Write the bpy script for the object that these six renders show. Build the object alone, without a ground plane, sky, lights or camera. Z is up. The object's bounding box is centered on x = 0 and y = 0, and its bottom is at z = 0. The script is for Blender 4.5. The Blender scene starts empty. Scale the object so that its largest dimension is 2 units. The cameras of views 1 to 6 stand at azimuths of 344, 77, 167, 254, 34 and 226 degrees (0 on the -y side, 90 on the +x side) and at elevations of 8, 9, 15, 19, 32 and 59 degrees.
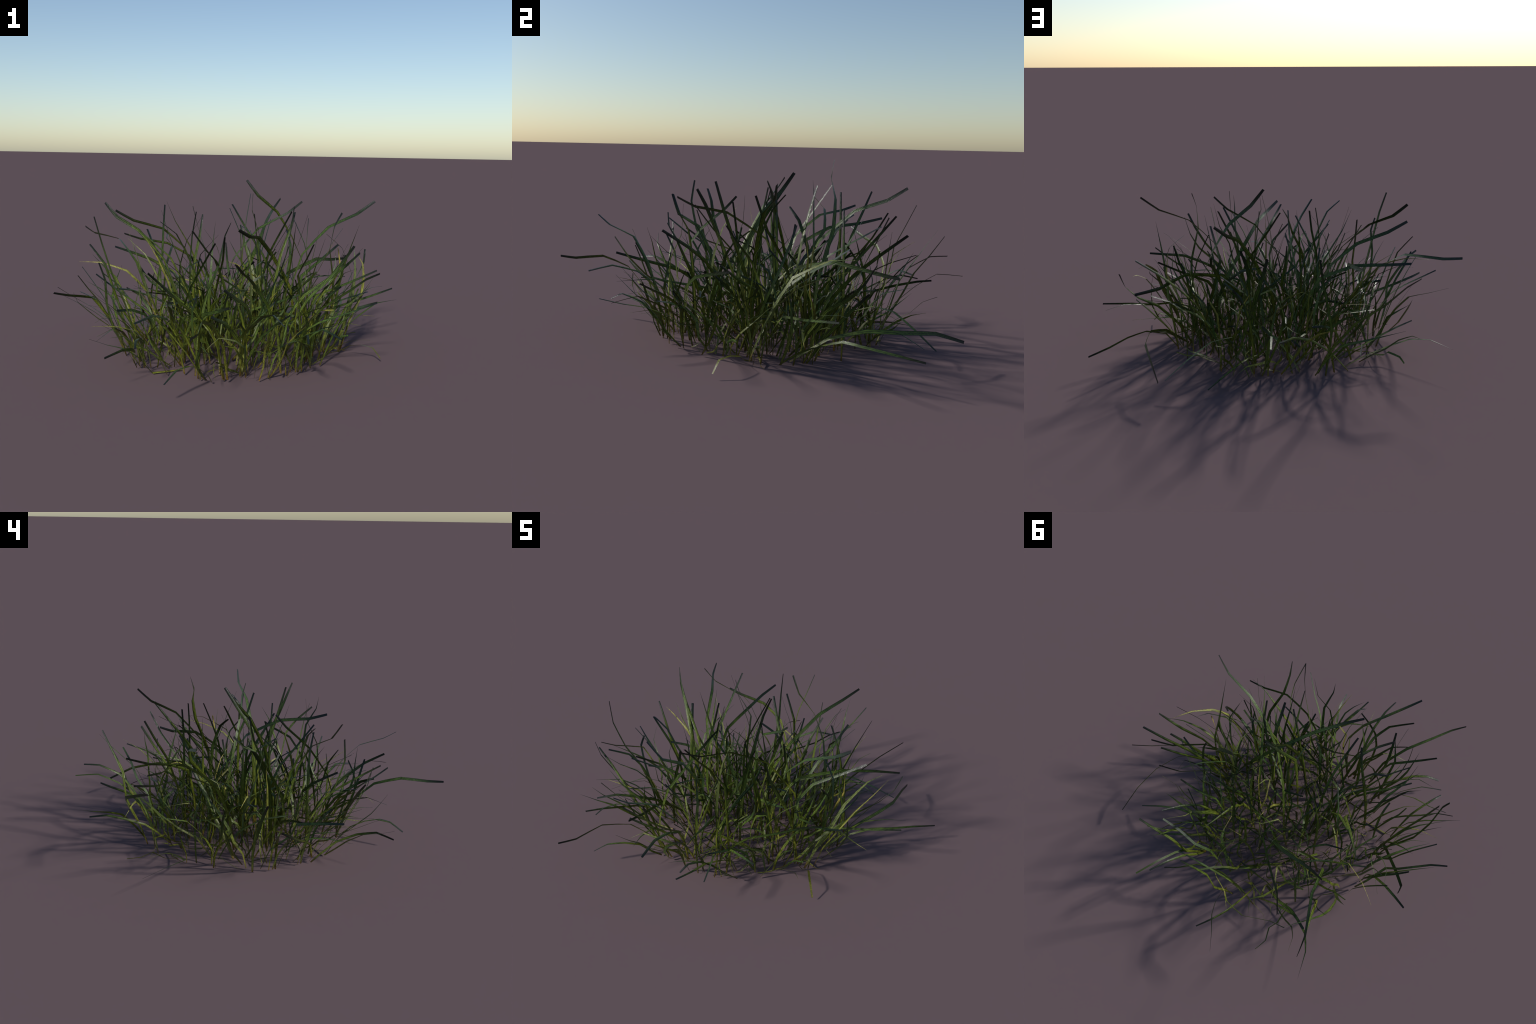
# A clump of coarse meadow grass: a ring of leaning, arching blades round a dense
# upright middle.  Every blade is a creased ribbon with real thickness, lofted along
# a spine; the long blades that shape the outline are placed one by one with a few
# spine control points, and the crowd between them is grown by rule.
import math
import random

import bmesh
import bpy
import numpy as np
from mathutils import Matrix, Vector

rng = random.Random(41)
KINK = 0.75              # share of straight-segment path in the spine: the blades fold at joints
SEGMENTS = 10           # few, so that the blades keep their slightly kinked look


# ------------------------------------------------------------------ materials
def new_material(name):
    mat = bpy.data.materials.new(name)
    mat.use_nodes = True
    nt = mat.node_tree
    bsdf = nt.nodes["Principled BSDF"]
    return mat, nt, bsdf


def node(nt, kind, **inputs):
    n = nt.nodes.new(kind)
    for key, value in inputs.items():
        n.inputs[key].default_value = value
    return n


def mix_rgb(nt, fac, a, b, blend="MIX"):
    n = nt.nodes.new("ShaderNodeMix")
    n.data_type, n.blend_type = "RGBA", blend
    for socket, value in ((n.inputs[0], fac), (n.inputs[6], a), (n.inputs[7], b)):
        if hasattr(value, "is_linked") or hasattr(value, "links"):
            nt.links.new(value, socket)
        else:
            socket.default_value = value
    return n.outputs[2]


def ramp(nt, fac, stops):
    n = nt.nodes.new("ShaderNodeValToRGB")
    while len(n.color_ramp.elements) < len(stops):
        n.color_ramp.elements.new(0.5)
    for e, (pos, col) in zip(n.color_ramp.elements, stops):
        e.position, e.color = pos, (*col, 1.0)
    nt.links.new(fac, n.inputs[0])
    return n.outputs[0]


def math_node(nt, op, a, b=None):
    n = nt.nodes.new("ShaderNodeMath")
    n.operation, n.use_clamp = op, False
    for socket, value in zip(n.inputs, (a, b)):
        if value is None:
            continue
        if hasattr(value, "links"):
            nt.links.new(value, socket)
        else:
            socket.default_value = value
    return n.outputs[0]


def along_blade(nt):
    """0 at the root, 1 at the tip: distance from the blade's own origin over its reach."""
    coord = nt.nodes.new("ShaderNodeTexCoord")
    length = nt.nodes.new("ShaderNodeVectorMath")
    length.operation = "LENGTH"
    nt.links.new(coord.outputs["Object"], length.inputs[0])
    reach = nt.nodes.new("ShaderNodeAttribute")
    reach.attribute_type, reach.attribute_name = "OBJECT", '["reach"]'
    return coord, math_node(nt, "DIVIDE", length.outputs["Value"], reach.outputs["Fac"])


def by_height(nt):
    """The same 0 to 1 run for blades joined into one object: height over 0.35 m."""
    coord = nt.nodes.new("ShaderNodeTexCoord")
    split = nt.nodes.new("ShaderNodeSeparateXYZ")
    nt.links.new(coord.outputs["Object"], split.inputs[0])
    return coord, math_node(nt, "DIVIDE", split.outputs["Z"], 0.35)


def blade_material(name, stops, margin_dark, patch, rough, tip_dark=None, fleck=0.65, run=along_blade):
    mat, nt, bsdf = new_material(name)
    coord, t = run(nt)
    noise = node(nt, "ShaderNodeTexNoise", Scale=9.0, Detail=3.0, Roughness=0.6)
    nt.links.new(coord.outputs["Object"], noise.inputs["Vector"])
    # lengthwise streaks: the noise is squeezed across the blade and drawn out along it
    stretch = nt.nodes.new("ShaderNodeMapping")
    stretch.inputs["Scale"].default_value = (1.0, 1.0, 0.07)
    nt.links.new(coord.outputs["Object"], stretch.inputs["Vector"])
    fine = node(nt, "ShaderNodeTexNoise", Scale=260.0, Detail=2.0, Roughness=0.6)
    nt.links.new(stretch.outputs[0], fine.inputs["Vector"])
    wobble = math_node(nt, "MULTIPLY", math_node(nt, "SUBTRACT", noise.outputs[0], 0.5), 0.25)
    col = ramp(nt, math_node(nt, "ADD", t, wobble), stops)
    col = mix_rgb(nt, ramp(nt, noise.outputs[0], [(0.42, (0, 0, 0)), (0.72, (0.6, 0.6, 0.6))]), col, (*patch, 1))
    info = nt.nodes.new("ShaderNodeNewGeometry")
    tint = ramp(nt, info.outputs["Random Per Island"], TINTS)
    col = mix_rgb(nt, 1.0, col, tint, "MULTIPLY")
    grain = ramp(nt, fine.outputs[0], [(0.30, (1 - fleck,) * 3), (0.70, (1 + fleck,) * 3)])
    col = mix_rgb(nt, 1.0, col, grain, "MULTIPLY")
    if tip_dark:
        edge = ramp(nt, t, [(tip_dark, (0, 0, 0)), (1.0, (1, 1, 1))])
        col = mix_rgb(nt, edge, col, (0.010, 0.014, 0.013, 1))
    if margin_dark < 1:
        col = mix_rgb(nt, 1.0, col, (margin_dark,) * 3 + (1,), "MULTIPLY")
    nt.links.new(col, bsdf.inputs["Base Color"])
    uneven = math_node(nt, "MULTIPLY", math_node(nt, "SUBTRACT", fine.outputs[0], 0.5), 0.7)
    nt.links.new(math_node(nt, "ADD", uneven, rough), bsdf.inputs["Roughness"])
    bsdf.inputs["Specular IOR Level"].default_value = SPECULAR
    bump = node(nt, "ShaderNodeBump", Strength=1.0, Distance=0.0015)
    nt.links.new(fine.outputs[0], bump.inputs["Height"])
    nt.links.new(bump.outputs[0], bsdf.inputs["Normal"])
    return mat


SPECULAR = 0.28
TINTS = [(0.0, (0.62, 0.90, 1.10)), (0.20, (0.85, 1.0, 0.95)), (0.40, (0.78, 0.74, 0.60)), (0.60, (1.08, 1.08, 0.8)),
         (0.80, (1.20, 1.16, 0.72)), (1.0, (1.15, 1.0, 0.65))]
GREEN_STOPS = [(0.0, (0.135, 0.080, 0.020)), (0.05, (0.140, 0.132, 0.028)), (0.18, (0.136, 0.148, 0.026)),
               (0.48, (0.100, 0.126, 0.019)), (0.78, (0.054, 0.082, 0.018)), (1.0, (0.022, 0.036, 0.016))]
STRAW_STOPS = [(0.0, (0.18, 0.095, 0.022)), (0.10, (0.110, 0.110, 0.030)), (0.45, (0.120, 0.130, 0.032)),
               (0.72, (0.19, 0.19, 0.055)), (1.0, (0.28, 0.25, 0.09))]
MATERIALS = {
    "green": (blade_material("green_blade", GREEN_STOPS, 1, (0.045, 0.078, 0.016), 0.41, 0.78),
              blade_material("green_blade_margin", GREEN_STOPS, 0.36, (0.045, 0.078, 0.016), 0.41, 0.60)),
    "straw": (blade_material("straw_blade", STRAW_STOPS, 1, (0.120, 0.130, 0.040), 0.45),
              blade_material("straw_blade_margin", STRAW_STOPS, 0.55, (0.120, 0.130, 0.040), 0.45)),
}

LOOSE_MATERIALS = {
    "green": (blade_material("fine_green_blade", GREEN_STOPS, 0.8, (0.045, 0.078, 0.016), 0.42, run=by_height),) * 2,
    "straw": (blade_material("fine_straw_blade", STRAW_STOPS, 0.8, (0.120, 0.130, 0.040), 0.45, run=by_height),) * 2,
}


# -------------------------------------------------------------------- geometry
def spline(points, count):
    """Catmull-Rom curve through the spine's control points."""
    c = np.array(points, float)
    p = np.vstack([2 * c[0] - c[1], c, 2 * c[-1] - c[-2]])
    s = np.linspace(0, len(c) - 1, count)
    i = np.minimum(s.astype(int), len(c) - 2)
    f = (s - i)[:, None]
    a, b, d, e = p[i], p[i + 1], p[i + 2], p[i + 3]
    smooth = 0.5 * (2 * b + (d - a) * f + (2 * a - 5 * b + 4 * d - e) * f**2 + (3 * b - 3 * d + e - a) * f**3)
    return (1 - KINK) * smooth + KINK * (b + (d - b) * f)


def width_profile(t, pointed):
    w = 0.50 + 0.50 * math.sin(math.pi * (0.05 + 0.83 * t))
    if pointed:
        w *= max(0.04, 1 - max(0.0, (t - 0.45) / 0.55) ** 1.6)
    return w


root_empty = bpy.data.objects.new("grass_clump", None)
root_empty.empty_display_size = 0.1
root_empty["label"] = "dense wild clump of long arching dark green grass blades"
root_empty["category"] = "grass"
bpy.context.scene.collection.objects.link(root_empty)


# cross-section of a blade: place across the width, depth in the crease, share of thickness
SECTION = ((-1, 0.0, 0.0), (-0.70, -0.45, 1.0), (-0.10, -1.0, 1.6), (0.10, -1.0, 1.6), (0.70, -0.45, 1.0),
           (1, 0.0, 0.0), (0.70, -0.45, -1.0), (0.10, -1.0, -1.6), (-0.10, -1.0, -1.6), (-0.70, -0.45, -1.0))
RING = len(SECTION)
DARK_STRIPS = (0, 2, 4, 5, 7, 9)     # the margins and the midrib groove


def loft_blade(spine, width, turn, twist, kind, pointed):
    """A creased ribbon: ten vertices per ring, thick in the middle, thin at the margins."""
    x = spline(spine, SEGMENTS + 1)
    x[:, 2] = np.maximum(x[:, 2], 0.004)
    origin = Vector(x[0])
    tangent = np.gradient(x, axis=0)
    tangent /= np.linalg.norm(tangent, axis=1)[:, None]
    lean = x[-1] - x[0]
    side = np.cross((0, 0, 1.0), (lean[0], lean[1], 0.0))
    side = side / (np.linalg.norm(side) + 1e-9)
    verts, faces, slots = [], [], []
    for k in range(SEGMENTS + 1):
        t = k / SEGMENTS
        side = side - tangent[k] * side.dot(tangent[k])
        side /= np.linalg.norm(side)
        normal = np.cross(tangent[k], side)
        a = turn + twist * (t - 0.5)
        s = side * math.cos(a) + normal * math.sin(a)
        n = np.cross(tangent[k], s)
        half = 0.5 * width * width_profile(t, pointed)
        fold, thick = 0.14 * half, 0.0003 + 0.012 * half
        for u, lift, d in SECTION:
            verts.append(x[k] + s * (u * half) + n * (lift * fold + d * thick) - x[0])
    for k in range(SEGMENTS):
        for j in range(RING):
            a, b = k * RING + j, k * RING + (j + 1) % RING
            faces.append((a, b, b + RING, a + RING))
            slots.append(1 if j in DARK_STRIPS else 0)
    faces.append(tuple(range(RING - 1, -1, -1)))
    faces.append(tuple(range(SEGMENTS * RING, SEGMENTS * RING + RING)))
    slots += [1, 1]
    mesh = bpy.data.meshes.new("grass_blade")
    # the object's own z axis runs from root to tip, so that the grain runs along the blade
    turn_to_chord = Vector(x[-1] - x[0]).to_track_quat("Z", "Y")
    back = turn_to_chord.to_matrix().transposed()
    mesh.from_pydata([back @ Vector(v) for v in verts], [], faces)
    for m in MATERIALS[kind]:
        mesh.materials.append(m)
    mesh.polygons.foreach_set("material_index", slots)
    mesh.polygons.foreach_set("use_smooth", [True] * (len(faces) - 2) + [False] * 2)
    mesh.update()
    mesh.set_sharp_from_angle(angle=math.radians(50))
    blade = bpy.data.objects.new("grass_blade", mesh)
    blade.location = origin
    blade.rotation_mode = "QUATERNION"
    blade.rotation_quaternion = turn_to_chord
    blade["reach"] = float(max(np.linalg.norm(x - x[0], axis=1).max(), 0.05))
    blade.parent = root_empty
    bpy.context.scene.collection.objects.link(blade)
    return blade


def green(width, turn, twist, *spine):
    loft_blade(spine, width, turn, twist, "green", False)


def slender(width, turn, twist, *spine):
    loft_blade(spine, width, turn, twist, "green", True)


def straw(width, turn, twist, *spine):
    loft_blade(spine, width, turn, twist, "straw", True)


# ------------------------------------------------- blades placed by their spines
# width, turn of the ribbon about its spine, twist from root to tip, then the spine
# from root to tip in metres
# tall blades that stand above the clump
green(0.0133, 0.65, 0.0, (-0.466, 0.128, 0.010), (-0.458, 0.148, 0.184), (-0.438, 0.201, 0.349), (-0.398, 0.290, 0.486), (-0.379, 0.381, 0.619), (-0.358, 0.465, 0.748))
green(0.0165, 0.92, 1.2, (0.126, -0.057, 0.006), (0.129, -0.071, 0.171), (0.138, -0.104, 0.333), (0.150, -0.164, 0.487), (0.163, -0.219, 0.643), (0.166, -0.263, 0.789))
green(0.0192, 1.05, 0.8, (-0.022, 0.168, 0.048), (0.014, 0.192, 0.292), (0.116, 0.256, 0.499), (0.222, 0.396, 0.657), (0.300, 0.528, 0.714), (0.369, 0.597, 0.775))
green(0.0154, 0.65, 1.6, (-0.121, 0.184, 0.036), (-0.100, 0.165, 0.267), (-0.045, 0.113, 0.482), (0.074, 0.043, 0.652), (0.217, -0.005, 0.736), (0.283, -0.045, 0.799))
green(0.0206, 0.78, 0.4, (0.312, 0.089, 0.066), (0.265, 0.062, 0.322), (0.136, -0.012, 0.515), (0.013, -0.181, 0.630), (-0.071, -0.328, 0.652), (-0.148, -0.409, 0.693))
green(0.0195, 0.78, 2.4, (0.433, 0.136, 0.084), (0.409, 0.167, 0.360), (0.332, 0.258, 0.582), (0.253, 0.289, 0.718), (0.144, 0.300, 0.809), (0.084, 0.332, 0.894))
green(0.0166, 0.92, 2.0, (0.396, -0.120, 0.028), (0.410, -0.172, 0.220), (0.400, -0.218, 0.408), (0.349, -0.283, 0.579), (0.350, -0.334, 0.698), (0.371, -0.373, 0.766))
green(0.0222, 0.26, 1.2, (0.172, -0.089, 0.045), (0.198, -0.091, 0.297), (0.277, -0.084, 0.528), (0.418, -0.086, 0.669), (0.578, -0.077, 0.735), (0.672, -0.093, 0.804))
green(0.0145, 0.65, 1.6, (-0.115, 0.419, 0.011), (-0.115, 0.429, 0.177), (-0.116, 0.457, 0.338), (-0.118, 0.505, 0.490), (-0.147, 0.571, 0.612), (-0.167, 0.628, 0.726))
green(0.0206, 2.88, -2.4, (-0.344, -0.117, 0.060), (-0.365, -0.080, 0.303), (-0.424, 0.025, 0.497), (-0.544, 0.131, 0.641), (-0.644, 0.217, 0.702), (-0.700, 0.279, 0.773))
green(0.0151, 1.05, 1.6, (-0.348, -0.417, 0.021), (-0.334, -0.407, 0.208), (-0.290, -0.369, 0.382), (-0.210, -0.284, 0.523), (-0.156, -0.163, 0.637), (-0.113, -0.115, 0.700))
green(0.0153, 0.39, 0.4, (0.111, 0.170, 0.005), (0.123, 0.153, 0.162), (0.152, 0.111, 0.312), (0.198, 0.045, 0.450), (0.268, -0.037, 0.571), (0.295, -0.100, 0.733))
green(0.0195, 0.65, 1.2, (-0.183, 0.229, 0.086), (-0.203, 0.269, 0.343), (-0.255, 0.398, 0.510), (-0.373, 0.431, 0.616), (-0.537, 0.423, 0.664), (-0.634, 0.441, 0.719))
green(0.0235, 2.88, 0.0, (-0.129, -0.190, 0.030), (-0.140, -0.202, 0.222), (-0.171, -0.235, 0.399), (-0.229, -0.293, 0.537), (-0.289, -0.386, 0.593), (-0.364, -0.413, 0.693))
green(0.0148, 1.44, 1.2, (0.395, 0.150, 0.005), (0.401, 0.170, 0.146), (0.416, 0.220, 0.282), (0.440, 0.296, 0.409), (0.472, 0.394, 0.535), (0.513, 0.487, 0.661))
green(0.0164, 1.31, 1.2, (0.124, -0.295, 0.033), (0.145, -0.314, 0.203), (0.208, -0.366, 0.347), (0.298, -0.418, 0.457), (0.349, -0.457, 0.543), (0.385, -0.501, 0.622))
green(0.0147, 2.62, 0.0, (0.096, 0.386, 0.005), (0.093, 0.385, 0.154), (0.084, 0.384, 0.301), (0.069, 0.379, 0.446), (0.065, 0.381, 0.584), (0.003, 0.397, 0.732))
green(0.0135, 1.18, 0.0, (-0.311, -0.062, 0.007), (-0.309, -0.053, 0.166), (-0.305, -0.031, 0.323), (-0.297, 0.005, 0.475), (-0.277, 0.060, 0.613), (-0.252, 0.079, 0.739))
green(0.0128, 2.88, 0.0, (-0.012, -0.121, 0.005), (-0.003, -0.122, 0.153), (0.020, -0.126, 0.299), (0.056, -0.132, 0.441), (0.106, -0.154, 0.573), (0.172, -0.182, 0.694))
green(0.0155, 0.52, 0.0, (-0.196, 0.006, 0.005), (-0.193, -0.012, 0.151), (-0.187, -0.056, 0.290), (-0.178, -0.125, 0.419), (-0.178, -0.221, 0.526), (-0.192, -0.316, 0.651))
green(0.0213, 1.18, 0.8, (0.043, -0.169, 0.030), (0.045, -0.151, 0.245), (0.052, -0.103, 0.450), (0.062, -0.015, 0.632), (0.049, 0.082, 0.743), (0.067, 0.136, 0.828))
slender(0.0147, 0.65, 0.0, (-0.137, 0.316, 0.013), (-0.149, 0.317, 0.190), (-0.181, 0.322, 0.364), (-0.237, 0.331, 0.526), (-0.317, 0.351, 0.665), (-0.364, 0.356, 0.775))
green(0.0181, 2.75, 0.0, (0.243, 0.091, 0.006), (0.229, 0.101, 0.176), (0.194, 0.124, 0.341), (0.135, 0.163, 0.496), (0.055, 0.219, 0.632), (-0.012, 0.278, 0.763))
green(0.0222, 3.14, 0.0, (-0.312, -0.032, 0.005), (-0.324, -0.026, 0.144), (-0.355, -0.014, 0.279), (-0.399, 0.006, 0.406), (-0.453, 0.061, 0.513), (-0.497, 0.139, 0.645))
green(0.0160, 3.14, 0.0, (-0.570, -0.128, 0.005), (-0.594, -0.144, 0.164), (-0.643, -0.187, 0.320), (-0.704, -0.245, 0.470), (-0.753, -0.270, 0.626), (-0.785, -0.248, 0.746))
green(0.0131, 2.62, 0.0, (0.485, 0.267, 0.005), (0.482, 0.269, 0.140), (0.470, 0.272, 0.275), (0.448, 0.276, 0.408), (0.417, 0.281, 0.540), (0.357, 0.297, 0.673))
green(0.0149, 2.75, 0.0, (-0.157, 0.636, 0.008), (-0.159, 0.682, 0.152), (-0.153, 0.742, 0.292), (-0.125, 0.751, 0.429), (-0.091, 0.796, 0.546), (-0.064, 0.842, 0.661))
green(0.0190, 3.14, 0.0, (0.099, -0.094, 0.015), (0.108, -0.089, 0.191), (0.131, -0.075, 0.364), (0.171, -0.052, 0.527), (0.239, -0.007, 0.666), (0.274, 0.044, 0.736))
slender(0.0147, 0.52, -0.4, (0.093, -0.341, 0.030), (0.096, -0.345, 0.217), (0.103, -0.358, 0.397), (0.119, -0.382, 0.560), (0.109, -0.440, 0.660), (0.112, -0.455, 0.730))
slender(0.0129, 0.13, 0.0, (0.255, -0.145, 0.005), (0.258, -0.156, 0.139), (0.263, -0.182, 0.271), (0.273, -0.224, 0.398), (0.285, -0.282, 0.518), (0.304, -0.334, 0.639))
slender(0.0159, 3.01, 0.8, (-0.257, -0.045, 0.050), (-0.292, -0.023, 0.293), (-0.391, 0.039, 0.507), (-0.528, 0.125, 0.628), (-0.646, 0.216, 0.706), (-0.700, 0.278, 0.774))
green(0.0185, 3.14, 0.0, (-0.229, -0.125, 0.033), (-0.243, -0.132, 0.226), (-0.280, -0.154, 0.408), (-0.349, -0.195, 0.557), (-0.401, -0.202, 0.656), (-0.479, -0.212, 0.716))
slender(0.0151, 2.62, 0.0, (-0.252, 0.112, 0.009), (-0.265, 0.114, 0.171), (-0.293, 0.118, 0.328), (-0.332, 0.122, 0.478), (-0.385, 0.127, 0.614), (-0.426, 0.128, 0.744))
slender(0.0154, 2.75, 0.0, (-0.315, 0.134, 0.007), (-0.320, 0.135, 0.161), (-0.328, 0.135, 0.310), (-0.327, 0.133, 0.453), (-0.294, 0.122, 0.582), (-0.221, 0.104, 0.706))
green(0.0155, 0.13, 0.0, (0.089, 0.055, 0.008), (0.091, 0.054, 0.163), (0.093, 0.052, 0.314), (0.088, 0.051, 0.460), (0.068, 0.053, 0.597), (0.053, 0.052, 0.729))
green(0.0161, 2.49, 0.0, (0.076, 0.061, 0.013), (0.083, 0.059, 0.183), (0.099, 0.054, 0.349), (0.128, 0.042, 0.504), (0.184, 0.014, 0.629), (0.237, -0.017, 0.745))
green(0.0198, 2.09, 0.0, (-0.037, -0.019, 0.017), (-0.035, -0.015, 0.214), (-0.031, -0.009, 0.405), (-0.021, -0.004, 0.581), (0.015, 0.068, 0.706), (0.055, 0.139, 0.828))
green(0.0148, 3.14, 0.0, (-0.263, 0.037, 0.010), (-0.267, 0.039, 0.169), (-0.272, 0.044, 0.323), (-0.268, 0.050, 0.471), (-0.237, 0.059, 0.607), (-0.217, 0.083, 0.725))
straw(0.0155, 0.92, 0.0, (-0.044, -0.263, 0.007), (-0.044, -0.262, 0.155), (-0.043, -0.257, 0.298), (-0.040, -0.235, 0.430), (-0.035, -0.197, 0.548), (-0.012, -0.120, 0.671))
green(0.0177, 2.49, 0.0, (0.116, 0.219, 0.013), (0.119, 0.217, 0.172), (0.122, 0.211, 0.327), (0.116, 0.200, 0.471), (0.083, 0.161, 0.599), (0.004, 0.132, 0.658))
slender(0.0140, 2.88, 0.0, (0.519, 0.123, 0.006), (0.536, 0.118, 0.153), (0.558, 0.098, 0.294), (0.563, 0.044, 0.426), (0.580, -0.012, 0.553), (0.599, -0.069, 0.675))
# leaning blades of middle height
green(0.0141, 0.52, 1.2, (-0.233, -0.473, 0.014), (-0.255, -0.497, 0.144), (-0.305, -0.527, 0.266), (-0.377, -0.549, 0.341), (-0.455, -0.585, 0.410), (-0.533, -0.618, 0.486))
green(0.0197, 1.31, 0.8, (0.101, 0.015, 0.037), (0.147, 0.042, 0.243), (0.267, 0.111, 0.397), (0.474, 0.229, 0.453), (0.616, 0.359, 0.428), (0.736, 0.420, 0.424))
green(0.0179, 0.26, 2.0, (-0.448, 0.214, 0.026), (-0.473, 0.235, 0.248), (-0.534, 0.311, 0.446), (-0.611, 0.477, 0.557), (-0.738, 0.656, 0.573), (-0.785, 0.760, 0.600))
green(0.0181, 1.83, 0.8, (-0.113, 0.642, 0.028), (-0.165, 0.690, 0.161), (-0.263, 0.753, 0.313), (-0.405, 0.764, 0.397), (-0.538, 0.698, 0.455), (-0.621, 0.679, 0.487))
green(0.0161, 2.09, 2.4, (0.433, 0.075, 0.006), (0.511, 0.097, 0.145), (0.617, 0.149, 0.270), (0.717, 0.212, 0.343), (0.779, 0.255, 0.417), (0.803, 0.293, 0.495))
slender(0.0151, 2.75, -0.8, (0.337, 0.487, 0.026), (0.257, 0.571, 0.156), (0.229, 0.637, 0.315), (0.217, 0.715, 0.409), (0.201, 0.785, 0.487), (0.197, 0.844, 0.562))
green(0.0219, 2.49, -0.8, (0.175, 0.369, 0.005), (0.173, 0.384, 0.138), (0.167, 0.421, 0.266), (0.158, 0.481, 0.385), (0.139, 0.549, 0.500), (0.125, 0.613, 0.615))
green(0.0163, 1.57, -0.8, (0.120, -0.183, 0.029), (0.150, -0.205, 0.201), (0.225, -0.264, 0.345), (0.343, -0.331, 0.448), (0.385, -0.411, 0.516), (0.404, -0.524, 0.592))
green(0.0164, 1.70, 0.0, (-0.379, -0.217, 0.015), (-0.370, -0.248, 0.153), (-0.349, -0.327, 0.263), (-0.317, -0.447, 0.314), (-0.285, -0.577, 0.355), (-0.263, -0.711, 0.399))
green(0.0148, 0.79, 0.0, (-0.626, 0.114, 0.022), (-0.675, 0.081, 0.148), (-0.717, -0.014, 0.236), (-0.785, -0.022, 0.328), (-0.899, -0.145, 0.366), (-0.969, -0.191, 0.389))
green(0.0167, 1.05, 0.4, (-0.137, -0.423, 0.006), (-0.135, -0.442, 0.130), (-0.128, -0.490, 0.242), (-0.129, -0.571, 0.309), (-0.171, -0.650, 0.389), (-0.287, -0.716, 0.478))
green(0.0179, 2.75, 0.4, (0.138, 0.575, 0.040), (0.138, 0.641, 0.139), (0.140, 0.699, 0.237), (0.193, 0.730, 0.346), (0.261, 0.776, 0.444), (0.321, 0.818, 0.544))
green(0.0133, 2.36, 0.0, (0.149, 0.570, 0.009), (0.112, 0.620, 0.126), (0.083, 0.675, 0.242), (0.080, 0.751, 0.352), (0.094, 0.859, 0.411), (0.114, 0.945, 0.416))
green(0.0147, 2.09, 0.0, (-0.490, 0.159, 0.023), (-0.570, 0.138, 0.133), (-0.646, 0.126, 0.255), (-0.681, 0.120, 0.361), (-0.717, 0.126, 0.472), (-0.788, 0.163, 0.568))
green(0.0188, 1.05, 0.0, (-0.414, 0.204, 0.041), (-0.403, 0.233, 0.252), (-0.373, 0.311, 0.430), (-0.319, 0.448, 0.516), (-0.324, 0.628, 0.538), (-0.297, 0.745, 0.569))
green(0.0177, 1.05, 0.0, (-0.076, 0.342, 0.035), (-0.105, 0.358, 0.249), (-0.184, 0.403, 0.435), (-0.337, 0.508, 0.524), (-0.483, 0.592, 0.542), (-0.566, 0.673, 0.564))
green(0.0155, 1.70, 0.0, (0.115, -0.403, 0.033), (0.157, -0.404, 0.198), (0.274, -0.411, 0.315), (0.425, -0.386, 0.391), (0.540, -0.308, 0.426), (0.632, -0.273, 0.447))
green(0.0146, 2.88, 0.0, (-0.260, -0.193, 0.005), (-0.272, -0.203, 0.133), (-0.301, -0.229, 0.257), (-0.347, -0.268, 0.371), (-0.394, -0.324, 0.475), (-0.483, -0.423, 0.555))
green(0.0157, 2.88, 0.0, (-0.590, -0.120, 0.005), (-0.635, -0.110, 0.082), (-0.688, -0.108, 0.166), (-0.727, -0.118, 0.268), (-0.777, -0.156, 0.347), (-0.852, -0.246, 0.402))
green(0.0174, 0.92, -0.4, (0.395, -0.137, 0.005), (0.338, -0.047, 0.161), (0.306, 0.031, 0.300), (0.350, 0.122, 0.377), (0.471, 0.183, 0.444), (0.611, 0.244, 0.531))
straw(0.0183, 0.79, 0.0, (0.465, -0.152, 0.017), (0.509, -0.119, 0.138), (0.572, -0.074, 0.279), (0.614, -0.002, 0.416), (0.669, 0.141, 0.495), (0.712, 0.244, 0.500))
green(0.0122, 1.44, 0.0, (0.303, -0.020, 0.026), (0.319, -0.039, 0.178), (0.361, -0.089, 0.307), (0.437, -0.181, 0.365), (0.525, -0.245, 0.419), (0.598, -0.306, 0.470))
slender(0.0166, 3.14, 0.0, (0.231, -0.312, 0.020), (0.249, -0.305, 0.177), (0.298, -0.281, 0.321), (0.386, -0.261, 0.435), (0.475, -0.254, 0.512), (0.551, -0.227, 0.573))
green(0.0120, 2.49, 0.0, (0.183, 0.333, 0.016), (0.190, 0.376, 0.142), (0.205, 0.429, 0.263), (0.242, 0.490, 0.368), (0.281, 0.568, 0.415), (0.318, 0.681, 0.456))
slender(0.0143, 0.13, 0.0, (-0.337, -0.422, 0.010), (-0.338, -0.434, 0.132), (-0.339, -0.467, 0.248), (-0.342, -0.507, 0.358), (-0.312, -0.526, 0.447), (-0.275, -0.553, 0.527))
green(0.0143, 3.01, 0.0, (-0.571, -0.176, 0.005), (-0.629, -0.214, 0.107), (-0.702, -0.274, 0.219), (-0.739, -0.338, 0.359), (-0.748, -0.401, 0.479), (-0.775, -0.405, 0.558))
green(0.0137, 2.62, 0.0, (-0.311, -0.436, 0.008), (-0.389, -0.434, 0.129), (-0.475, -0.422, 0.242), (-0.575, -0.411, 0.340), (-0.685, -0.385, 0.422), (-0.786, -0.374, 0.503))
green(0.0129, 1.18, 0.0, (0.436, -0.156, 0.027), (0.498, -0.134, 0.163), (0.547, -0.105, 0.299), (0.568, -0.057, 0.420), (0.536, 0.004, 0.544), (0.460, 0.049, 0.617))
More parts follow.
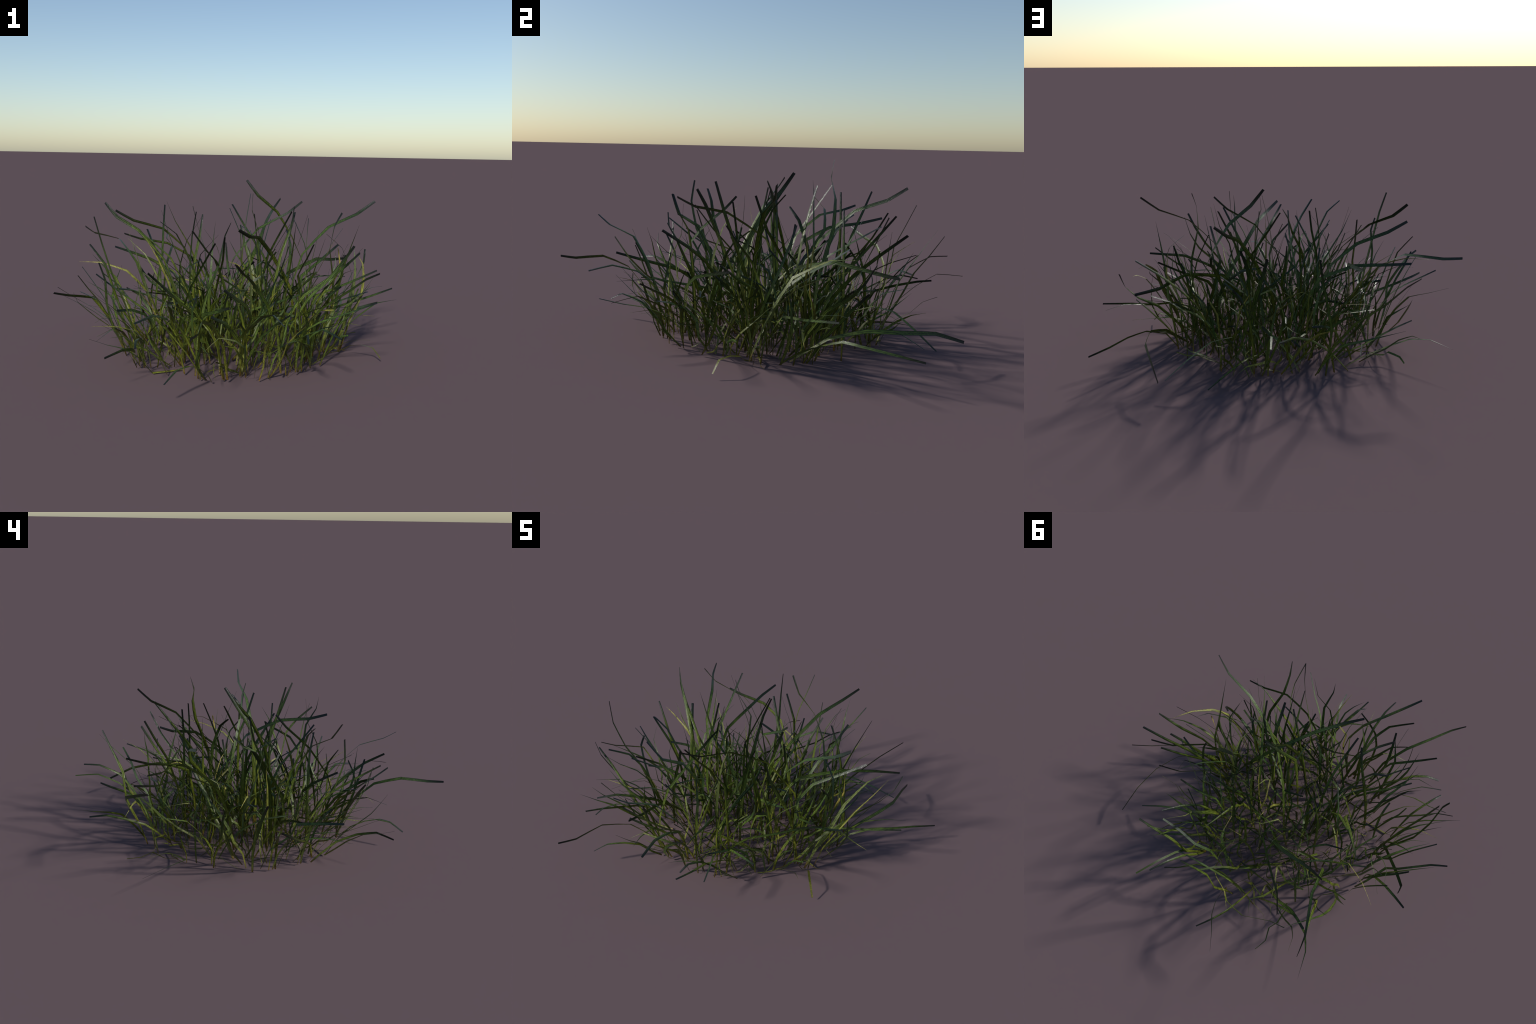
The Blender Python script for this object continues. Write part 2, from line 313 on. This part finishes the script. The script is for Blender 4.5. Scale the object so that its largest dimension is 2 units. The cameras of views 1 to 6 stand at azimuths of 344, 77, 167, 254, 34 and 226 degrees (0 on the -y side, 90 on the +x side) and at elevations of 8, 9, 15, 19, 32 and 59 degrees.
green(0.0190, 1.05, -0.4, (0.380, -0.092, 0.005), (0.338, -0.062, 0.149), (0.294, -0.058, 0.288), (0.250, -0.102, 0.421), (0.271, -0.182, 0.525), (0.285, -0.231, 0.598))
straw(0.0138, 2.23, 0.0, (-0.407, 0.156, 0.016), (-0.432, 0.159, 0.173), (-0.496, 0.168, 0.313), (-0.599, 0.179, 0.423), (-0.732, 0.226, 0.464), (-0.840, 0.281, 0.461))
slender(0.0147, 0.13, 0.0, (-0.584, 0.214, 0.011), (-0.618, 0.275, 0.065), (-0.644, 0.353, 0.145), (-0.656, 0.435, 0.244), (-0.627, 0.541, 0.313), (-0.581, 0.670, 0.381))
slender(0.0149, 0.39, 0.0, (0.186, 0.566, 0.023), (0.191, 0.567, 0.163), (0.204, 0.570, 0.298), (0.233, 0.569, 0.415), (0.222, 0.583, 0.489), (0.238, 0.585, 0.557))
green(0.0190, 3.14, 0.0, (0.040, -0.494, 0.030), (0.016, -0.514, 0.211), (-0.049, -0.557, 0.371), (-0.145, -0.625, 0.496), (-0.213, -0.740, 0.548), (-0.257, -0.795, 0.595))
green(0.0165, 0.39, 0.0, (0.228, 0.090, 0.007), (0.239, 0.108, 0.165), (0.265, 0.152, 0.314), (0.312, 0.223, 0.445), (0.355, 0.345, 0.526), (0.372, 0.476, 0.599))
green(0.0174, 2.23, 0.0, (0.339, 0.186, 0.007), (0.365, 0.202, 0.158), (0.430, 0.242, 0.295), (0.524, 0.304, 0.409), (0.622, 0.384, 0.512), (0.724, 0.452, 0.602))
green(0.0140, 2.49, 0.0, (-0.327, -0.430, 0.005), (-0.340, -0.454, 0.093), (-0.364, -0.494, 0.179), (-0.385, -0.533, 0.269), (-0.392, -0.570, 0.364), (-0.378, -0.608, 0.435))
green(0.0152, 1.70, 0.0, (-0.222, -0.377, 0.005), (-0.217, -0.302, 0.134), (-0.292, -0.227, 0.249), (-0.383, -0.192, 0.333), (-0.476, -0.218, 0.414), (-0.553, -0.321, 0.491))
green(0.0162, 2.75, -0.4, (-0.412, -0.210, 0.006), (-0.402, -0.213, 0.141), (-0.378, -0.222, 0.274), (-0.338, -0.237, 0.402), (-0.281, -0.263, 0.519), (-0.234, -0.300, 0.620))
slender(0.0139, 3.01, 0.0, (-0.594, -0.101, 0.005), (-0.607, -0.116, 0.107), (-0.635, -0.151, 0.204), (-0.680, -0.204, 0.290), (-0.739, -0.278, 0.355), (-0.810, -0.332, 0.426))
slender(0.0162, 2.75, 0.0, (-0.215, 0.122, 0.006), (-0.222, 0.122, 0.139), (-0.235, 0.120, 0.269), (-0.242, 0.115, 0.393), (-0.224, 0.103, 0.511), (-0.134, 0.076, 0.616))
green(0.0139, 0.26, 0.0, (-0.620, 0.068, 0.006), (-0.646, 0.064, 0.106), (-0.698, 0.055, 0.198), (-0.748, 0.042, 0.289), (-0.804, 0.021, 0.363), (-0.854, -0.003, 0.436))
slender(0.0158, 2.75, 0.0, (-0.531, 0.330, 0.006), (-0.555, 0.360, 0.127), (-0.593, 0.418, 0.241), (-0.636, 0.497, 0.336), (-0.693, 0.602, 0.385), (-0.750, 0.707, 0.439))
slender(0.0154, 0.52, 0.0, (0.359, -0.020, 0.009), (0.374, -0.019, 0.131), (0.410, -0.014, 0.246), (0.465, -0.003, 0.349), (0.503, 0.019, 0.449), (0.519, 0.050, 0.545))
slender(0.0163, 2.75, 0.0, (0.497, -0.017, 0.005), (0.554, -0.012, 0.073), (0.607, -0.008, 0.142), (0.641, -0.007, 0.218), (0.644, -0.015, 0.305), (0.629, -0.025, 0.396))
slender(0.0169, 2.23, 0.0, (0.108, 0.221, 0.013), (0.107, 0.239, 0.163), (0.102, 0.288, 0.300), (0.090, 0.378, 0.398), (0.076, 0.524, 0.452), (0.059, 0.632, 0.519))
green(0.0166, 2.88, 0.0, (-0.620, 0.156, 0.005), (-0.643, 0.162, 0.110), (-0.681, 0.164, 0.206), (-0.725, 0.160, 0.296), (-0.776, 0.150, 0.378), (-0.829, 0.142, 0.457))
slender(0.0162, 2.75, 0.0, (0.427, -0.132, 0.006), (0.459, -0.144, 0.090), (0.492, -0.160, 0.170), (0.528, -0.179, 0.245), (0.562, -0.205, 0.314), (0.596, -0.235, 0.381))
green(0.0160, 0.65, 0.0, (-0.221, -0.463, 0.006), (-0.249, -0.494, 0.102), (-0.271, -0.529, 0.194), (-0.270, -0.556, 0.279), (-0.260, -0.584, 0.361), (-0.245, -0.615, 0.440))
straw(0.0166, 2.75, 0.0, (0.497, -0.106, 0.014), (0.547, -0.099, 0.161), (0.622, -0.075, 0.294), (0.669, 0.005, 0.380), (0.715, 0.125, 0.436), (0.739, 0.256, 0.469))
slender(0.0138, 0.13, 0.0, (0.477, -0.135, 0.006), (0.497, -0.118, 0.128), (0.540, -0.081, 0.242), (0.590, -0.030, 0.342), (0.646, 0.059, 0.419), (0.655, 0.160, 0.466))
slender(0.0149, 2.75, 0.0, (-0.270, -0.360, 0.006), (-0.300, -0.377, 0.124), (-0.359, -0.413, 0.233), (-0.437, -0.454, 0.329), (-0.530, -0.484, 0.410), (-0.631, -0.468, 0.464))
green(0.0216, 2.75, 0.0, (-0.453, 0.214, 0.006), (-0.420, 0.250, 0.103), (-0.367, 0.287, 0.198), (-0.316, 0.311, 0.292), (-0.259, 0.353, 0.376), (-0.207, 0.389, 0.459))
# low blades that spread and droop round the rim
slender(0.0125, 1.05, -0.4, (-0.103, 0.637, 0.016), (-0.145, 0.701, 0.122), (-0.188, 0.772, 0.215), (-0.243, 0.845, 0.258), (-0.331, 0.921, 0.306), (-0.413, 0.999, 0.356))
slender(0.0142, 2.88, 0.8, (-0.385, -0.256, 0.005), (-0.528, -0.278, 0.005), (-0.596, -0.376, 0.108), (-0.672, -0.430, 0.173), (-0.749, -0.479, 0.207), (-0.827, -0.531, 0.251))
green(0.0130, 0.92, 1.2, (0.521, 0.113, 0.018), (0.581, 0.140, 0.107), (0.687, 0.202, 0.153), (0.782, 0.270, 0.152), (0.872, 0.361, 0.143), (0.970, 0.444, 0.137))
green(0.0146, 2.09, 1.2, (-0.389, -0.103, 0.022), (-0.410, -0.203, 0.128), (-0.437, -0.303, 0.222), (-0.475, -0.408, 0.293), (-0.553, -0.500, 0.333), (-0.641, -0.571, 0.318))
green(0.0167, 0.79, 1.2, (-0.213, -0.488, 0.015), (-0.246, -0.543, 0.182), (-0.321, -0.648, 0.315), (-0.393, -0.777, 0.362), (-0.436, -0.920, 0.347), (-0.481, -0.999, 0.352))
green(0.0136, 1.83, 0.0, (-0.286, 0.596, 0.005), (-0.193, 0.605, 0.115), (-0.084, 0.637, 0.202), (0.024, 0.708, 0.251), (0.077, 0.804, 0.279), (0.125, 0.859, 0.292))
green(0.0125, 1.18, 0.4, (0.382, -0.046, 0.019), (0.419, -0.037, 0.142), (0.511, -0.015, 0.226), (0.640, 0.038, 0.241), (0.749, 0.061, 0.263), (0.898, 0.111, 0.290))
green(0.0134, 1.70, 0.0, (-0.589, -0.177, 0.005), (-0.609, -0.216, 0.054), (-0.611, -0.308, 0.120), (-0.637, -0.413, 0.163), (-0.688, -0.502, 0.186), (-0.767, -0.564, 0.173))
green(0.0128, 0.65, 0.0, (0.070, -0.321, 0.005), (0.095, -0.352, 0.103), (0.150, -0.411, 0.190), (0.230, -0.486, 0.263), (0.341, -0.548, 0.314), (0.454, -0.623, 0.374))
green(0.0139, 3.14, -0.4, (0.154, -0.360, 0.008), (0.151, -0.394, 0.097), (0.145, -0.473, 0.155), (0.119, -0.577, 0.193), (0.110, -0.686, 0.211), (0.102, -0.793, 0.238))
green(0.0167, 2.88, -0.4, (-0.192, -0.374, 0.017), (-0.173, -0.406, 0.146), (-0.120, -0.485, 0.242), (-0.089, -0.614, 0.331), (-0.074, -0.731, 0.365), (-0.062, -0.844, 0.341))
green(0.0143, 0.13, 0.8, (-0.619, 0.031, 0.006), (-0.641, 0.037, 0.106), (-0.697, 0.051, 0.194), (-0.785, 0.075, 0.259), (-0.876, 0.106, 0.310), (-0.950, 0.136, 0.355))
straw(0.0206, 2.88, 1.2, (0.389, 0.108, 0.006), (0.413, 0.101, 0.085), (0.469, 0.087, 0.146), (0.553, 0.066, 0.172), (0.645, 0.040, 0.163), (0.752, 0.017, 0.154))
green(0.0139, 0.52, 0.0, (-0.026, -0.319, 0.005), (0.002, -0.355, 0.072), (0.054, -0.426, 0.131), (0.120, -0.509, 0.199), (0.193, -0.621, 0.264), (0.236, -0.738, 0.245))
green(0.0145, 2.49, 0.0, (-0.147, -0.494, 0.039), (-0.145, -0.566, 0.107), (-0.132, -0.612, 0.182), (-0.093, -0.634, 0.251), (-0.036, -0.637, 0.298), (0.033, -0.636, 0.339))
green(0.0164, 3.01, 0.8, (-0.284, -0.478, 0.005), (-0.310, -0.526, 0.053), (-0.363, -0.560, 0.102), (-0.417, -0.627, 0.134), (-0.481, -0.687, 0.137), (-0.540, -0.738, 0.097))
slender(0.0173, 3.01, -0.4, (-0.562, -0.085, 0.005), (-0.569, -0.147, 0.065), (-0.600, -0.206, 0.151), (-0.639, -0.268, 0.235), (-0.695, -0.328, 0.290), (-0.783, -0.434, 0.313))
green(0.0124, 3.14, 0.0, (-0.564, -0.270, 0.030), (-0.576, -0.327, 0.115), (-0.590, -0.391, 0.188), (-0.612, -0.464, 0.224), (-0.633, -0.545, 0.236), (-0.642, -0.600, 0.219))
green(0.0181, 0.79, 0.0, (-0.550, -0.196, 0.014), (-0.585, -0.171, 0.109), (-0.673, -0.109, 0.171), (-0.771, -0.040, 0.232), (-0.854, 0.029, 0.294), (-0.873, 0.086, 0.331))
green(0.0128, 2.23, 0.0, (-0.221, 0.519, 0.031), (-0.248, 0.585, 0.110), (-0.268, 0.658, 0.178), (-0.275, 0.769, 0.226), (-0.262, 0.859, 0.250), (-0.226, 0.945, 0.235))
green(0.0192, 2.62, 0.0, (-0.346, 0.263, 0.019), (-0.364, 0.254, 0.140), (-0.412, 0.230, 0.242), (-0.496, 0.187, 0.289), (-0.583, 0.146, 0.327), (-0.661, 0.098, 0.345))
slender(0.0135, 3.14, 0.0, (0.210, -0.430, 0.025), (0.178, -0.493, 0.096), (0.140, -0.542, 0.164), (0.083, -0.603, 0.211), (0.023, -0.645, 0.215), (-0.040, -0.689, 0.208))
slender(0.0132, 3.14, -0.4, (0.125, -0.459, 0.019), (0.124, -0.479, 0.126), (0.125, -0.530, 0.215), (0.129, -0.600, 0.279), (0.101, -0.645, 0.330), (0.062, -0.687, 0.374))
green(0.0146, 0.52, 0.0, (-0.212, 0.602, 0.006), (-0.192, 0.613, 0.111), (-0.143, 0.639, 0.207), (-0.068, 0.682, 0.286), (0.023, 0.718, 0.333), (0.129, 0.748, 0.325))
straw(0.0155, 2.88, -0.4, (-0.523, -0.191, 0.005), (-0.537, -0.230, 0.081), (-0.559, -0.258, 0.157), (-0.609, -0.275, 0.213), (-0.698, -0.318, 0.248), (-0.808, -0.344, 0.261))
straw(0.0158, 3.14, 0.0, (0.071, -0.334, 0.009), (0.103, -0.386, 0.107), (0.134, -0.449, 0.194), (0.156, -0.522, 0.272), (0.159, -0.601, 0.325), (0.155, -0.682, 0.372))
green(0.0139, 3.14, 0.0, (-0.231, -0.192, 0.006), (-0.248, -0.205, 0.117), (-0.291, -0.236, 0.217), (-0.358, -0.285, 0.293), (-0.435, -0.358, 0.343), (-0.506, -0.460, 0.366))
green(0.0181, 0.13, 0.0, (0.268, -0.109, 0.005), (0.305, -0.111, 0.097), (0.381, -0.109, 0.193), (0.474, -0.102, 0.274), (0.576, -0.108, 0.303), (0.650, -0.096, 0.319))
green(0.0196, 0.90, 0.6, (0.455, 0.035, 0.005), (0.585, 0.170, 0.140), (0.670, 0.310, 0.190), (0.700, 0.460, 0.185), (0.685, 0.620, 0.172), (0.660, 0.770, 0.120))
slender(0.0137, 0.13, 0.0, (-0.282, 0.547, 0.005), (-0.377, 0.512, 0.029), (-0.513, 0.490, 0.064), (-0.635, 0.536, 0.119), (-0.712, 0.611, 0.138), (-0.779, 0.739, 0.128))
slender(0.0146, 2.75, 0.0, (-0.621, 0.047, 0.006), (-0.658, 0.035, 0.104), (-0.716, 0.007, 0.197), (-0.783, -0.038, 0.261), (-0.850, -0.092, 0.314), (-0.920, -0.148, 0.364))
slender(0.0150, 0.26, 0.0, (-0.589, 0.008, 0.006), (-0.608, -0.019, 0.091), (-0.647, -0.075, 0.159), (-0.695, -0.151, 0.198), (-0.737, -0.240, 0.197), (-0.787, -0.329, 0.186))
slender(0.0159, 0.13, 0.0, (-0.310, -0.391, 0.005), (-0.348, -0.397, 0.104), (-0.387, -0.411, 0.196), (-0.430, -0.442, 0.263), (-0.466, -0.487, 0.321), (-0.497, -0.540, 0.375))
green(0.0147, 0.52, 0.0, (-0.492, -0.197, 0.005), (-0.485, -0.212, 0.068), (-0.477, -0.233, 0.125), (-0.471, -0.260, 0.175), (-0.469, -0.294, 0.216), (-0.470, -0.333, 0.250))
green(0.0161, 0.65, 0.0, (-0.057, 0.071, 0.011), (-0.033, 0.060, 0.124), (0.027, 0.032, 0.214), (0.124, -0.017, 0.254), (0.230, -0.065, 0.296), (0.327, -0.108, 0.341))
green(0.0141, 3.14, 0.0, (0.144, -0.364, 0.006), (0.115, -0.372, 0.063), (0.087, -0.384, 0.117), (0.062, -0.402, 0.165), (0.039, -0.425, 0.208), (0.018, -0.451, 0.247))
green(0.0156, 3.14, 0.0, (0.229, -0.290, 0.005), (0.235, -0.299, 0.073), (0.245, -0.318, 0.127), (0.253, -0.345, 0.173), (0.258, -0.378, 0.213), (0.260, -0.413, 0.248))
slender(0.0147, 0.39, 0.0, (0.158, 0.464, 0.009), (0.167, 0.478, 0.105), (0.191, 0.508, 0.191), (0.229, 0.555, 0.255), (0.283, 0.619, 0.280), (0.336, 0.680, 0.306))
green(0.0143, 0.13, 0.0, (0.167, 0.445, 0.010), (0.203, 0.463, 0.121), (0.282, 0.501, 0.199), (0.392, 0.548, 0.201), (0.509, 0.601, 0.145), (0.624, 0.658, 0.074))
slender(0.0166, 2.36, 0.0, (-0.068, -0.169, 0.011), (-0.060, -0.202, 0.144), (-0.040, -0.281, 0.250), (-0.004, -0.399, 0.279), (0.026, -0.526, 0.312), (0.051, -0.713, 0.308))
green(0.0139, 2.88, 0.0, (0.149, -0.419, 0.005), (0.147, -0.472, 0.064), (0.133, -0.533, 0.147), (0.115, -0.598, 0.220), (0.097, -0.687, 0.258), (0.083, -0.739, 0.233))
slender(0.0159, 2.23, 0.0, (0.379, 0.049, 0.005), (0.425, 0.099, 0.076), (0.465, 0.145, 0.160), (0.505, 0.191, 0.240), (0.549, 0.257, 0.316), (0.596, 0.322, 0.378))
green(0.0173, 2.36, 0.0, (0.496, 0.101, 0.005), (0.536, 0.140, 0.086), (0.579, 0.179, 0.164), (0.628, 0.216, 0.230), (0.677, 0.252, 0.296), (0.729, 0.293, 0.360))
slender(0.0149, 3.14, 0.0, (0.370, -0.005, 0.005), (0.390, 0.020, 0.093), (0.416, 0.038, 0.177), (0.452, 0.043, 0.252), (0.501, 0.031, 0.307), (0.556, 0.013, 0.358))
slender(0.0148, 3.01, 0.0, (0.520, 0.035, 0.006), (0.549, 0.046, 0.110), (0.608, 0.069, 0.201), (0.688, 0.103, 0.267), (0.788, 0.151, 0.291), (0.882, 0.208, 0.285))
slender(0.0162, 2.49, 0.0, (0.497, -0.022, 0.005), (0.532, 0.011, 0.043), (0.566, 0.047, 0.076), (0.602, 0.086, 0.103), (0.636, 0.126, 0.121), (0.677, 0.168, 0.128))
green(0.0140, 3.14, 0.0, (0.084, 0.418, 0.006), (0.115, 0.447, 0.070), (0.179, 0.507, 0.092), (0.250, 0.572, 0.093), (0.339, 0.636, 0.063), (0.431, 0.695, 0.024))
green(0.0141, 0.26, 0.0, (-0.247, 0.295, 0.044), (-0.212, 0.345, 0.053), (-0.158, 0.416, 0.062), (-0.098, 0.490, 0.064), (-0.040, 0.563, 0.061), (0.021, 0.634, 0.051))
slender(0.0152, 0.26, 0.0, (-0.189, -0.276, 0.005), (-0.213, -0.300, 0.063), (-0.258, -0.346, 0.102), (-0.312, -0.408, 0.127), (-0.359, -0.475, 0.161), (-0.401, -0.545, 0.197))
slender(0.0151, 3.01, 0.0, (-0.544, -0.114, 0.006), (-0.567, -0.162, 0.118), (-0.606, -0.158, 0.193), (-0.661, -0.155, 0.256), (-0.724, -0.144, 0.311), (-0.790, -0.128, 0.361))
slender(0.0153, 0.13, 0.0, (-0.529, 0.187, 0.006), (-0.570, 0.227, 0.070), (-0.612, 0.265, 0.134), (-0.648, 0.296, 0.209), (-0.686, 0.320, 0.280), (-0.723, 0.342, 0.352))
straw(0.0162, 2.36, 0.0, (0.000, 0.051, 0.007), (-0.000, 0.065, 0.096), (-0.001, 0.099, 0.177), (-0.004, 0.153, 0.244), (-0.011, 0.219, 0.292), (-0.028, 0.292, 0.314))
slender(0.0147, 0.26, 0.0, (0.294, -0.337, 0.006), (0.338, -0.311, 0.077), (0.378, -0.294, 0.147), (0.421, -0.290, 0.208), (0.463, -0.316, 0.250), (0.511, -0.344, 0.289))
slender(0.0141, 3.14, 0.0, (-0.300, -0.449, 0.005), (-0.330, -0.504, 0.044), (-0.367, -0.556, 0.107), (-0.380, -0.614, 0.155), (-0.380, -0.664, 0.208), (-0.375, -0.713, 0.262))
slender(0.0157, 3.01, 0.0, (-0.323, -0.360, 0.006), (-0.328, -0.384, 0.075), (-0.334, -0.433, 0.132), (-0.332, -0.488, 0.176), (-0.333, -0.575, 0.178), (-0.318, -0.652, 0.167))
slender(0.0149, 3.01, 0.0, (0.010, -0.135, 0.005), (0.007, -0.172, 0.046), (0.001, -0.238, 0.067), (-0.014, -0.313, 0.078), (-0.036, -0.392, 0.079), (-0.060, -0.471, 0.075))
slender(0.0136, 2.75, 0.0, (0.320, 0.064, 0.006), (0.329, 0.059, 0.081), (0.346, 0.043, 0.151), (0.366, 0.013, 0.212), (0.393, -0.022, 0.264), (0.426, -0.058, 0.309))
green(0.0177, 0.13, 0.0, (-0.257, 0.462, 0.006), (-0.310, 0.481, 0.057), (-0.399, 0.503, 0.098), (-0.490, 0.503, 0.142), (-0.562, 0.525, 0.186), (-0.635, 0.552, 0.227))
slender(0.0147, 0.13, 0.0, (-0.383, -0.328, 0.006), (-0.402, -0.347, 0.090), (-0.437, -0.383, 0.167), (-0.475, -0.426, 0.238), (-0.508, -0.442, 0.297), (-0.570, -0.471, 0.346))
green(0.0154, 3.14, 0.0, (0.250, -0.319, 0.007), (0.251, -0.327, 0.081), (0.251, -0.346, 0.149), (0.245, -0.377, 0.208), (0.243, -0.415, 0.257), (0.245, -0.456, 0.302))
slender(0.0131, 0.65, 0.0, (-0.089, -0.501, 0.021), (-0.087, -0.524, 0.107), (-0.080, -0.558, 0.183), (-0.052, -0.575, 0.242), (-0.028, -0.589, 0.284), (-0.004, -0.605, 0.316))
slender(0.0141, 3.01, 0.0, (-0.464, -0.324, 0.006), (-0.500, -0.345, 0.083), (-0.563, -0.380, 0.147), (-0.638, -0.422, 0.202), (-0.704, -0.468, 0.255), (-0.770, -0.487, 0.297))

# ------------------------------------------------------------ blades grown by rule
def grown_spine(x, y, length, heading, tilt, bend, kink, steps=5):
    """A shoot that leaves the ground at `tilt` from upright and bows over by `bend`."""
    p, spine = Vector((x, y, 0.004)), []
    for k in range(steps + 1):
        spine.append(tuple(p))
        f = (k + 0.5) / steps
        el = math.pi / 2 - tilt - bend * f**1.5 + rng.gauss(0, 0.17)
        h = heading + kink * f + rng.gauss(0, 0.32)
        p = p + Vector((math.cos(el) * math.cos(h), math.cos(el) * math.sin(h), math.sin(el))) * (length / steps)
    return spine


def ragged(a):
    """The clump's footprint is a lobed oval, not a clean circle."""
    return 1 + 0.04 * math.sin(3 * a - 1.0) + 0.07 * math.sin(5 * a + 2.3)


def tuft_root():
    r, a = math.sqrt(rng.random()), rng.uniform(0, 2 * math.pi)
    reach = 0.52 * r * ragged(a)
    return reach * math.cos(a) - 0.05, 0.07 + reach * math.sin(a), r, a


def grow_tuft():
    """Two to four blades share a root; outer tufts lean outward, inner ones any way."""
    x, y, r, a = tuft_root()
    for _ in range(rng.choice((1, 1, 2, 2))):
        heading = a + rng.gauss(0, 1.7) if r > 0.6 else rng.uniform(0, 2 * math.pi)
        length = rng.triangular(0.24, 0.74, 0.55 if r < 0.65 else 0.38)
        tilt = math.radians(rng.uniform(0, 26))
        bend = math.radians(rng.triangular(0, 125, 32))
        spine = grown_spine(x + rng.gauss(0, 0.015), y + rng.gauss(0, 0.015), length, heading, tilt, bend, rng.gauss(0, 0.4))
        width = rng.triangular(0.007, 0.020, 0.0125)
        pick = rng.random()
        shape = straw if pick < 0.16 else slender if pick < 0.60 else green
        shape(width, rng.gauss(0, 0.9), rng.gauss(0, 1.9), *spine)


while len(root_empty.children) < 300:
    grow_tuft()


# --------------------------------- thin undergrowth, too fine to pick apart singly
def undergrowth(fine, crossing, splayed):
    loose = []
    for _ in range(fine):
        x, y, r, a = tuft_root()
        heading = a + rng.gauss(0, 1.3)
        spine = grown_spine(x, y, rng.uniform(0.16, 0.52), heading, math.radians(rng.uniform(5, 40)),
                            math.radians(rng.uniform(10, 120)), rng.gauss(0, 0.7))
        kind = "straw" if rng.random() < 0.2 else "green"
        loose.append(loft_blade(spine, rng.triangular(0.003, 0.011, 0.006), rng.gauss(0, 1), rng.gauss(0, 1.2), kind, True))
    for _ in range(crossing):
        x, y, r, a = tuft_root()
        spine = grown_spine(x * 1.05, y, rng.triangular(0.26, 0.70, 0.48), rng.uniform(0, 2 * math.pi),
                            math.radians(rng.uniform(6, 40)), math.radians(rng.triangular(0, 110, 40)), rng.gauss(0, 0.5))
        kind = "straw" if rng.random() < 0.15 else "green"
        loose.append(loft_blade(spine, rng.triangular(0.007, 0.018, 0.012), rng.gauss(0, 1), rng.gauss(0, 2.0), kind, rng.random() < 0.5))
    for _ in range(splayed):
        # short leaves lying out over the ground from the rim
        a = rng.uniform(0, 2 * math.pi)
        x, y = 0.53 * math.cos(a) - 0.05, 0.07 + 0.53 * math.sin(a)
        pull = rng.uniform(0.7, 1.0) * ragged(a)
        spine = grown_spine(x * pull, y * pull, rng.uniform(0.16, 0.42), a + rng.gauss(0, 1.0), math.radians(rng.uniform(20, 70)),
                            math.radians(rng.uniform(0, 70)), rng.gauss(0, 0.6))
        kind = "straw" if rng.random() < 0.2 else "green"
        loose.append(loft_blade(spine, rng.triangular(0.006, 0.018, 0.011), rng.gauss(0, 0.6), rng.gauss(0, 1.0), kind, rng.random() < 0.7))
    for kind, title in (("green", "thin_green_undergrowth"), ("straw", "thin_straw_undergrowth")):
        group = [o for o in loose if o.data.materials[0] == MATERIALS[kind][0]]
        bm = bmesh.new()
        for o in group:
            part = o.data.copy()
            part.transform(Matrix.LocRotScale(o.location, o.rotation_quaternion, None))
            bm.from_mesh(part)
            bpy.data.meshes.remove(part)
        mesh = bpy.data.meshes.new(title)
        bm.to_mesh(mesh)
        bm.free()
        for m in LOOSE_MATERIALS[kind]:
            mesh.materials.append(m)
        stuff = bpy.data.objects.new(title, mesh)
        stuff["kind"] = "stuff"
        stuff.parent = root_empty
        bpy.context.scene.collection.objects.link(stuff)
    for o in loose:
        bpy.data.objects.remove(o)


undergrowth(80, 95, 42)
